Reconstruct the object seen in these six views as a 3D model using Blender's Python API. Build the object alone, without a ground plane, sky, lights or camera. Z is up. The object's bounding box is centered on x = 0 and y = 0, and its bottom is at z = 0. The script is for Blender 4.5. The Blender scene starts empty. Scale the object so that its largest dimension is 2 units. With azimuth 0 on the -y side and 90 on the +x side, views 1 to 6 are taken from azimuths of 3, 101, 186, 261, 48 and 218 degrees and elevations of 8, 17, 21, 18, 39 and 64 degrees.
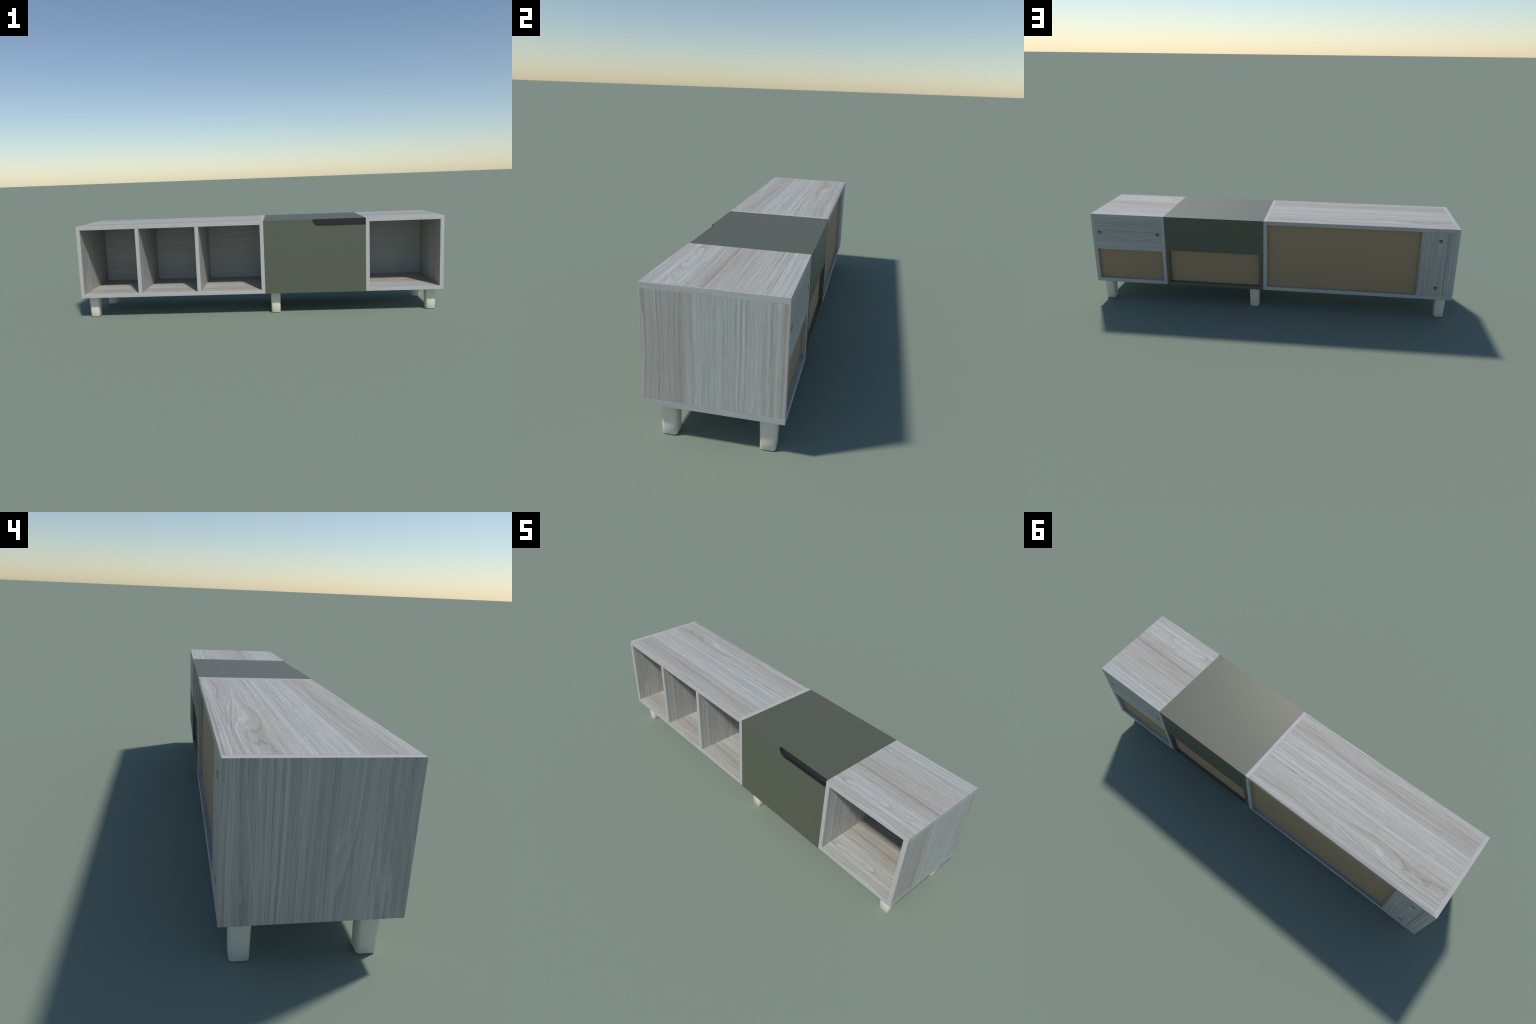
import bpy, bmesh, math
from mathutils import Vector

# ------------------------------------------------------------------ sizes
X0, X1 = -1.0, 1.0            # overall length
XA, XB = 0.0335, 0.5838       # joints: shelf unit | door cabinet | cube
YF, YB = -0.2232, 0.2230      # front and back of the boards
Z0, Z1 = 0.1184, 0.5200       # underside and top of the boxes
T = 0.0205                    # board thickness
PANEL_OUT, PANEL_IN = 0.2056, 0.2016   # thin back panel, outer / inner face
GAP = 0.00035                 # hairline between neighbouring units

# ------------------------------------------------------------------ materials
def new_mat(name):
    m = bpy.data.materials.new(name)
    m.use_nodes = True
    nt = m.node_tree
    return m, nt, nt.nodes["Principled BSDF"]

def grain_group():
    """Bleached-oak laminate: straight strips with contour-line grain.
    G runs along the grain, C across it, Seed shifts the pattern."""
    g = bpy.data.node_groups.new("bleached_oak_grain", "ShaderNodeTree")
    itf = g.interface
    for n in ("G", "C", "Seed", "Plain", "Swing"):
        itf.new_socket(n, in_out="INPUT", socket_type="NodeSocketFloat")
    itf.new_socket("Color", in_out="OUTPUT", socket_type="NodeSocketColor")
    itf.new_socket("Height", in_out="OUTPUT", socket_type="NodeSocketFloat")
    N, L = g.nodes, g.links
    gi, go = N.new("NodeGroupInput"), N.new("NodeGroupOutput")
    G, C, S = gi.outputs[0], gi.outputs[1], gi.outputs[2]

    def plug(sock, v):
        if isinstance(v, (int, float)):
            sock.default_value = v
        else:
            L.new(v, sock)

    def math_(op, a, b=0.0, c=None):
        n = N.new("ShaderNodeMath"); n.operation = op
        plug(n.inputs[0], a); plug(n.inputs[1], b)
        if c is not None:
            plug(n.inputs[2], c)
        return n.outputs[0]

    def noise(gx, cy, w, detail=2.0, rough=0.5):
        v = N.new("ShaderNodeCombineXYZ")
        plug(v.inputs[0], math_("MULTIPLY", G, gx))
        plug(v.inputs[1], math_("MULTIPLY", C, cy))
        plug(v.inputs[2], w)
        t = N.new("ShaderNodeTexNoise"); t.noise_dimensions = "3D"
        t.inputs["Scale"].default_value = 1.0
        t.inputs["Detail"].default_value = detail
        t.inputs["Roughness"].default_value = rough
        L.new(v.outputs[0], t.inputs["Vector"])
        return t.outputs[0]

    # strips of veneer, each with its own random numbers
    vor = N.new("ShaderNodeTexVoronoi"); vor.voronoi_dimensions = "1D"
    vor.inputs["Scale"].default_value = 7.5
    vor.inputs["Randomness"].default_value = 0.75
    plug(vor.inputs["W"], math_("MULTIPLY_ADD", S, 7.31, C))
    sep = N.new("ShaderNodeSeparateColor")
    L.new(vor.outputs["Color"], sep.inputs[0])
    r1, r2, r3 = sep.outputs
    seed = math_("MULTIPLY_ADD", r1, 50.0, math_("MULTIPLY", S, 3.7))

    # growth rings: contour lines of (straight ramp + soft noise)
    low = noise(1.7, 10.0, seed, 1.0, 0.4)
    jit = noise(18.0, 110.0, seed, 2.0, 0.55)
    ramp = math_("MULTIPLY", C, math_("MULTIPLY_ADD", r2, 105.0, 60.0))
    swing = math_("MULTIPLY_ADD", math_("POWER", r1, 2.0), 30.0, 4.0)   # a few strips are cathedral cut
    ring_v = math_("ADD", ramp, math_("MULTIPLY_ADD", low, math_("MULTIPLY", swing, gi.outputs[4]), math_("MULTIPLY", jit, 0.8)))
    ring = N.new("ShaderNodeTexNoise"); ring.noise_dimensions = "1D"
    ring.inputs["Scale"].default_value = 1.0
    ring.inputs["Detail"].default_value = 3.0
    ring.inputs["Roughness"].default_value = 0.65
    L.new(ring_v, ring.inputs["W"])
    streak = noise(0.7, 70.0, seed, 5.0, 0.72)
    fibre = noise(6.0, 400.0, seed, 3.0, 0.7)
    pores = noise(26.0, 620.0, seed, 1.0, 0.5)
    tone = math_("MULTIPLY_ADD", ring.outputs[0], 0.40,
                 math_("MULTIPLY_ADD", streak, 0.36,
                       math_("MULTIPLY_ADD", fibre, 0.30, math_("MULTIPLY", pores, 0.14))))
    cr = N.new("ShaderNodeValToRGB")
    e = cr.color_ramp.elements
    e[0].position, e[0].color = 0.458, (0.282, 0.272, 0.254, 1)
    e[1].position, e[1].color = 0.755, (0.574, 0.587, 0.569, 1)
    k = e.new(0.538); k.color = (0.372, 0.365, 0.345, 1)
    k = e.new(0.615); k.color = (0.443, 0.443, 0.422, 1)
    L.new(tone, cr.inputs[0])

    # warm and cool tints: per strip, plus soft drifting patches
    patch = noise(1.6, 16.0, seed, 2.0, 0.5)
    tint_f = math_("MULTIPLY_ADD", r3, 0.35, math_("MULTIPLY_ADD", patch, 1.5, -0.42))
    tint = N.new("ShaderNodeValToRGB")
    e = tint.color_ramp.elements
    e[0].position, e[0].color = 0.15, (0.93, 0.885, 0.835, 1)
    e[1].position, e[1].color = 0.85, (1.01, 1.03, 1.03, 1)
    k = e.new(0.5); k.color = (1.0, 0.99, 0.975, 1)
    L.new(tint_f, tint.inputs[0])
    mul = N.new("ShaderNodeMix"); mul.data_type = "RGBA"; mul.blend_type = "MULTIPLY"
    mul.inputs["Factor"].default_value = 1.0
    L.new(cr.outputs[0], mul.inputs["A"]); L.new(tint.outputs[0], mul.inputs["B"])
    # edge banding: the same print, flattened towards one pale grey
    flat = N.new("ShaderNodeMix"); flat.data_type = "RGBA"
    plug(flat.inputs["Factor"], gi.outputs[3])
    L.new(mul.outputs["Result"], flat.inputs["A"])
    flat.inputs["B"].default_value = (0.51, 0.505, 0.49, 1)
    L.new(flat.outputs["Result"], go.inputs[0])
    L.new(tone, go.inputs[1])
    return g

GRAIN = grain_group()
WOODS = {}

# broad tint bands across some of the boards: (position across, colour factor)
WARM, PALE, EVEN, TAN = (0.94, 0.915, 0.89), (1.03, 1.05, 1.05), (1.0, 1.0, 0.99), (0.975, 0.96, 0.94)
WHITE = (1.09, 1.11, 1.115)
BANDS = {
    9: [(-0.22, EVEN), (-0.185, PALE), (-0.165, TAN), (-0.10, TAN), (-0.085, PALE), (-0.05, PALE),
        (-0.04, WHITE), (-0.028, EVEN), (0.0, EVEN), (0.03, TAN), (0.08, EVEN), (0.10, PALE), (0.14, PALE),
        (0.15, TAN), (0.19, EVEN)],
    2: [(-0.22, EVEN), (-0.19, PALE), (-0.10, PALE), (-0.075, WARM), (-0.02, WARM), (0.01, TAN), (0.065, EVEN),
        (0.075, PALE), (0.10, PALE), (0.11, TAN), (0.165, EVEN), (0.175, PALE), (0.20, EVEN)],
    11: [(-0.22, TAN), (-0.12, EVEN), (-0.02, TAN), (0.05, EVEN), (0.12, TAN), (0.21, EVEN)],  # left end: base colour warmed with tan to offset bluish skylight
    13: [(-0.22, EVEN), (-0.20, TAN), (-0.16, WARM), (-0.100, WARM), (-0.080, EVEN), (-0.05, PALE), (0.02, PALE),
         (0.06, EVEN), (0.11, EVEN), (0.13, TAN), (0.19, TAN), (0.205, PALE)],
}

def wood(g_axis, c_axis, seed, plain=0.0):
    key = (g_axis, c_axis, seed, plain)
    if key in WOODS:
        return WOODS[key]
    m, nt, b = new_mat("oak_laminate_%s%s_%d" % ("xyz"[g_axis], "xyz"[c_axis], seed))
    tc = nt.nodes.new("ShaderNodeTexCoord")
    sep = nt.nodes.new("ShaderNodeSeparateXYZ")
    nt.links.new(tc.outputs["Object"], sep.inputs[0])
    gr = nt.nodes.new("ShaderNodeGroup"); gr.node_tree = GRAIN
    nt.links.new(sep.outputs[g_axis], gr.inputs["G"])
    nt.links.new(sep.outputs[c_axis], gr.inputs["C"])
    gr.inputs["Seed"].default_value = float(seed)
    gr.inputs["Plain"].default_value = plain
    gr.inputs["Swing"].default_value = 0.45 if g_axis == 2 else 0.8   # uprights are straighter cut
    colour = gr.outputs["Color"]
    if seed in BANDS:
        pos = nt.nodes.new("ShaderNodeMapRange")
        pos.inputs["From Min"].default_value, pos.inputs["From Max"].default_value = YF, YB
        nt.links.new(sep.outputs[c_axis], pos.inputs["Value"])
        band = nt.nodes.new("ShaderNodeValToRGB")
        els = band.color_ramp.elements
        while len(els) > 1:
            els.remove(els[-1])
        for i, (p, c) in enumerate(BANDS[seed]):
            el = els[0] if i == 0 else els.new(0.5)
            el.position = (p - YF) / (YB - YF)
            el.color = c + (1,)
        nt.links.new(pos.outputs["Result"], band.inputs[0])
        mul = nt.nodes.new("ShaderNodeMix"); mul.data_type = "RGBA"; mul.blend_type = "MULTIPLY"
        mul.inputs["Factor"].default_value = 1.0
        nt.links.new(colour, mul.inputs["A"]); nt.links.new(band.outputs[0], mul.inputs["B"])
        colour = mul.outputs["Result"]
    nt.links.new(colour, b.inputs["Base Color"])
    bump = nt.nodes.new("ShaderNodeBump")
    bump.inputs["Strength"].default_value = 0.06
    bump.inputs["Distance"].default_value = 0.002
    nt.links.new(gr.outputs["Height"], bump.inputs["Height"])
    nt.links.new(bump.outputs[0], b.inputs["Normal"])
    b.inputs["Roughness"].default_value = 0.58
    b.inputs["Specular IOR Level"].default_value = 0.18
    WOODS[key] = m
    return m

def plain(name, col, rough, spec=0.5, vary=0.03, scale=60.0):
    m, nt, b = new_mat(name)
    tc = nt.nodes.new("ShaderNodeTexCoord")
    n = nt.nodes.new("ShaderNodeTexNoise")
    n.inputs["Scale"].default_value = scale
    n.inputs["Detail"].default_value = 3.0
    nt.links.new(tc.outputs["Object"], n.inputs["Vector"])
    cr = nt.nodes.new("ShaderNodeValToRGB")
    e = cr.color_ramp.elements
    e[0].position, e[1].position = 0.3, 0.7
    e[0].color = tuple(c * (1 - vary) for c in col) + (1,)
    e[1].color = tuple(c * (1 + vary) for c in col) + (1,)
    nt.links.new(n.outputs[0], cr.inputs[0])
    nt.links.new(cr.outputs[0], b.inputs["Base Color"])
    b.inputs["Roughness"].default_value = rough
    b.inputs["Specular IOR Level"].default_value = spec
    return m

OLIVE = plain("olive_lacquer", (0.104, 0.113, 0.078), 0.48, 0.5, 0.015, 25)
BROWN = plain("brown_hardboard", (0.385, 0.278, 0.168), 0.7, 0.3, 0.04, 180)
IVORY = plain("ivory_paint", (0.77, 0.725, 0.605), 0.5, 0.4, 0.012, 30)
BLACK = plain("black_plastic", (0.017, 0.0185, 0.0195), 0.4, 0.5, 0.02, 80)
JET = plain("jet_screw_rim", (0.004, 0.004, 0.004), 0.6, 0.2, 0.02, 80)
STEEL = plain("pale_screw_cross", (0.45, 0.45, 0.42), 0.5, 0.5, 0.03, 300)

# ------------------------------------------------------------------ building
def finish(bm, name, mats, parent, smooth_angle=None):
    me = bpy.data.meshes.new(name)
    bmesh.ops.recalc_face_normals(bm, faces=bm.faces[:])
    bm.to_mesh(me); bm.free()
    for m in mats:
        me.materials.append(m)
    ob = bpy.data.objects.new(name, me)
    bpy.context.collection.objects.link(ob)
    if parent is not None:
        ob.parent = parent
    if smooth_angle is not None:
        me.shade_smooth()
        me.set_sharp_from_angle(angle=math.radians(smooth_angle))
    return ob

def add_box(bm, lo, hi):
    r = bmesh.ops.create_cube(bm, size=1.0)
    for v in r["verts"]:
        v.co = Vector([lo[i] + (v.co[i] + 0.5) * (hi[i] - lo[i]) for i in range(3)])
    return r["verts"]

def face_axis(f):
    n = f.normal
    return max(range(3), key=lambda i: abs(n[i]))

def board(name, lo, hi, parent, grain=None, seed=0, solid=None, back=None, bevel=0.0007, calm=0.0):
    """A sheet of laminate.  grain: axis of the broad faces' grain; the narrow
    edges are banded with the grain along their own length."""
    bm = bmesh.new()
    add_box(bm, lo, hi)
    bm.normal_update()
    size = [hi[i] - lo[i] for i in range(3)]
    thin = min(range(3), key=lambda i: size[i])
    mats = []
    def slot(m):
        if m not in mats:
            mats.append(m)
        return mats.index(m)
    for f in bm.faces:
        n = face_axis(f)
        if solid is not None:
            f.material_index = slot(solid)
            continue
        if back is not None and f.normal.y > 0.5:
            f.material_index = slot(back)
            continue
        rest = [i for i in range(3) if i != n]
        ga = grain if n == thin else max(rest, key=lambda i: size[i])
        ca = [i for i in rest if i != ga][0]
        f.material_index = slot(wood(ga, ca, seed, calm) if n == thin else wood(ga, ca, seed + 40, 0.7))
    if bevel:
        bmesh.ops.bevel(bm, geom=bm.edges[:], offset=bevel, segments=1, affect="EDGES")
    return finish(bm, name, mats, parent)

root = bpy.data.objects.new("media_console", None)
bpy.context.collection.objects.link(root)
root["label"] = "low bleached oak media console with olive door and ivory feet"
root["category"] = "tv stand"

ZT, ZB = Z1 - T, Z0 + T      # underside of tops, upper side of bottoms

# --- long open shelf unit: full-height sides, top and bottom between them
XL1 = XA - GAP
board("side_panel", (X0, YF, Z0), (X0 + T, YB, Z1), root, 2, 11, calm=0.15)
board("side_panel", (XL1 - T, YF, Z0), (XL1, YB, Z1), root, 2, 12)
board("top_panel", (X0 + T, YF, ZT), (XL1 - T, YB, Z1), root, 0, 9)
board("bottom_panel", (X0 + T, YF, Z0), (XL1 - T, YB, ZB), root, 0, 9)
for xd in (-0.6628, -0.3328):
    board("divider_panel", (xd - T / 2 - 0.0004, YF + 0.0004, ZB), (xd + T / 2 + 0.0004, PANEL_IN, ZT), root, 2, 12)
board("back_panel", (X0 + T, PANEL_IN, ZB), (XL1 - T, PANEL_OUT, ZT), root, 0, 3, back=BROWN, bevel=0, calm=0.4)
shelf_rail = board("back_rail", (X0 + T, PANEL_OUT, ZB), (-0.8060, YB - 0.0003, ZT), root, 2, 5)

# --- cabinet with olive door: top and bottom overlay the sides
XC0, XC1 = XA, XB - GAP
YC = YB + 0.0012             # this box is a touch deeper
DB = YF + T                  # back of the door
board("top_panel", (XC0, DB, ZT), (XC1, YC, Z1), root, solid=OLIVE, bevel=0)
board("bottom_panel", (XC0, DB, Z0), (XC1, YC, ZB), root, solid=OLIVE, bevel=0.0004)
board("side_panel", (XC0, DB, ZB), (XC0 + T, YC, ZT), root, solid=OLIVE, bevel=0.0006)
board("side_panel", (XC1 - T, DB, ZB), (XC1, YC, ZT), root, solid=OLIVE, bevel=0.0006)
board("back_panel", (XC0 + T, PANEL_IN, ZB), (XC1 - T, PANEL_OUT, ZT), root, 0, 3, back=BROWN, bevel=0, calm=0.4)
cab_rail = board("back_rail", (XC0 + T, PANEL_OUT, 0.3262), (XC1 - T, YC - 0.0003, ZT), root, solid=OLIVE, bevel=0.0006)

# --- open cube: top and bottom overlay the sides
XR0 = XB
board("top_panel", (XR0, YF, ZT), (X1, YB, Z1), root, 0, 2)
board("bottom_panel", (XR0, YF, Z0), (X1, YB, ZB), root, 0, 2)
board("side_panel", (XR0, YF, ZB), (XR0 + T, YB, ZT), root, 2, 12)
board("side_panel", (X1 - T, YF, ZB), (X1, YB, ZT), root, 2, 13, calm=0.15)
board("back_panel", (XR0 + T, PANEL_IN, ZB), (X1 - T, PANEL_OUT, ZT), root, 0, 4, back=BROWN, bevel=0, calm=0.4)
cube_rail = board("back_rail", (XR0 + T, PANEL_OUT, 0.3160), (X1 - T, YB - 0.0003, ZT), root, 0, 6, calm=0.2)

# --- door with a pocket at its upper corner, and the black pull that lines it
HX, HZ, HR = 0.2995, 0.4848, 0.0345      # pocket: left end, floor, corner radius
POCKET = 0.0088
def pocket_outline(inset=0.0, right=XC1):
    """Pocket boundary from its upper left corner round to its lower right."""
    pts = []
    cx, cz, r = HX + HR, HZ + HR, HR - inset
    for i in range(17):
        a = math.pi + i / 16 * math.pi / 2
        pts.append((cx + r * math.cos(a), cz + r * math.sin(a)))
    pts[0] = (HX + inset, Z1)
    pts.append((right, HZ + inset))
    return pts

def prism(bm, outline, y0, y1):
    fr = [bm.verts.new((x, y0, z)) for x, z in outline]
    bk = [bm.verts.new((x, y1, z)) for x, z in outline]
    bm.faces.new(fr); bm.faces.new(bk[::-1])
    n = len(outline)
    for i in range(n):
        bm.faces.new((fr[i], bk[i], bk[(i + 1) % n], fr[(i + 1) % n]))

bm = bmesh.new()
front = [(XC0, Z0), (XC0, Z1)] + pocket_outline() + [(XC1, Z0)]
prism(bm, front, YF, YF + POCKET)
prism(bm, [(XC0, Z0), (XC0, Z1), (XC1, Z1), (XC1, Z0)], YF + POCKET, DB)
door = finish(bm, "door", [OLIVE], root)

bm = bmesh.new()
# back plate of the pull
prism(bm, [(x, z) for x, z in pocket_outline(0.0)] + [(XC1, Z1 - 0.0002)],
      YF + POCKET - 0.0022, YF + POCKET)
# rim that lines the pocket and stands a little proud of the door
rim_out = pocket_outline(0.0, XC1 + 0.0012)
rim_in = pocket_outline(0.0030, XC1 + 0.0012)
rim_out[0] = (rim_out[0][0], Z1 - 0.0002); rim_in[0] = (rim_in[0][0], Z1 - 0.0002)
prism(bm, rim_out + rim_in[::-1], YF - 0.0014, YF + POCKET - 0.0022)
prism(bm, [(XC1 - 0.0030, HZ + 0.0030), (XC1 - 0.0030, Z1 - 0.0004), (XC1 - 0.0002, Z1 - 0.0004), (XC1 - 0.0002, HZ + 0.0030)],
      YF + 0.0006, YF + POCKET - 0.0022)
handle = finish(bm, "door_handle", [BLACK], door)

# --- feet: tapered square blocks with rounded corners
def leg_mesh():
    bm = bmesh.new()
    levels = [(0.0, 0.0245), (0.0006, 0.0250), (0.04, 0.0259), (0.08, 0.0268), (Z0, 0.0276)]
    rings = []
    for z, h in levels:
        r = 0.0088 * h / 0.0252
        ring = []
        for q, (sx, sy) in enumerate(((1, 1), (-1, 1), (-1, -1), (1, -1))):
            for i in range(3):
                a = math.pi / 2 * (q + i / 2)
                ring.append(bm.verts.new((sx * (h - r) + r * math.cos(a), sy * (h - r) + r * math.sin(a), z)))
        rings.append(ring)
    for lo, hi in zip(rings, rings[1:]):
        n = len(lo)
        for i in range(n):
            bm.faces.new((lo[i], lo[(i + 1) % n], hi[(i + 1) % n], hi[i]))
    bm.faces.new(rings[0][::-1]); bm.faces.new(rings[-1])
    return bm

first_leg = finish(leg_mesh(), "leg", [IVORY], root, 50)
spots = [(lx, ly) for lx in (-0.9458, 0.0885, 0.9455) for ly in (-0.1507, 0.1672)]
for i, (lx, ly) in enumerate(spots):
    ob = first_leg if i == 0 else first_leg.copy()
    if i:
        bpy.context.collection.objects.link(ob)
    ob.location = (lx, ly, 0.0)

# --- cross-head screws on the back rails
def screw_mesh():
    bm = bmesh.new()
    R, n = 0.0091, 24
    prof = [(R, -0.0003), (R, 0.0002), (R - 0.0006, 0.0005)]
    rings = [[bm.verts.new((r * math.cos(2 * math.pi * i / n), y, r * math.sin(2 * math.pi * i / n)))
              for i in range(n)] for r, y in prof]
    for a, b in zip(rings, rings[1:]):
        for i in range(n):
            bm.faces.new((a[i], a[(i + 1) % n], b[(i + 1) % n], b[i]))
    bm.faces.new(rings[0]); bm.faces.new(rings[-1])
    base = len(bm.faces)
    star = []
    for i in range(8):
        r = 0.0078 if i % 2 == 0 else 0.0029
        a = math.pi / 4 * i
        star.append((r * math.cos(a), r * math.sin(a)))
    prism(bm, star, 0.0003, 0.0008)
    bm.faces.ensure_lookup_table()
    for f in bm.faces[base:]:
        f.material_index = 1
    return bm

screws = [(shelf_rail, -0.9043, 0.4522), (shelf_rail, -0.9040, 0.1863),
          (cab_rail, 0.5443, 0.4125), (cab_rail, 0.0740, 0.4125),
          (cube_rail, 0.9590, 0.4135), (cube_rail, 0.6248, 0.4135)]
first = None
for rail, sx, sz in screws:
    if first is None:
        ob = first = finish(screw_mesh(), "screw_head", [JET, STEEL], rail)
    else:
        ob = first.copy(); bpy.context.collection.objects.link(ob); ob.parent = rail
    ob.location = (sx, (YC if rail is cab_rail else YB) - 0.0003, sz)
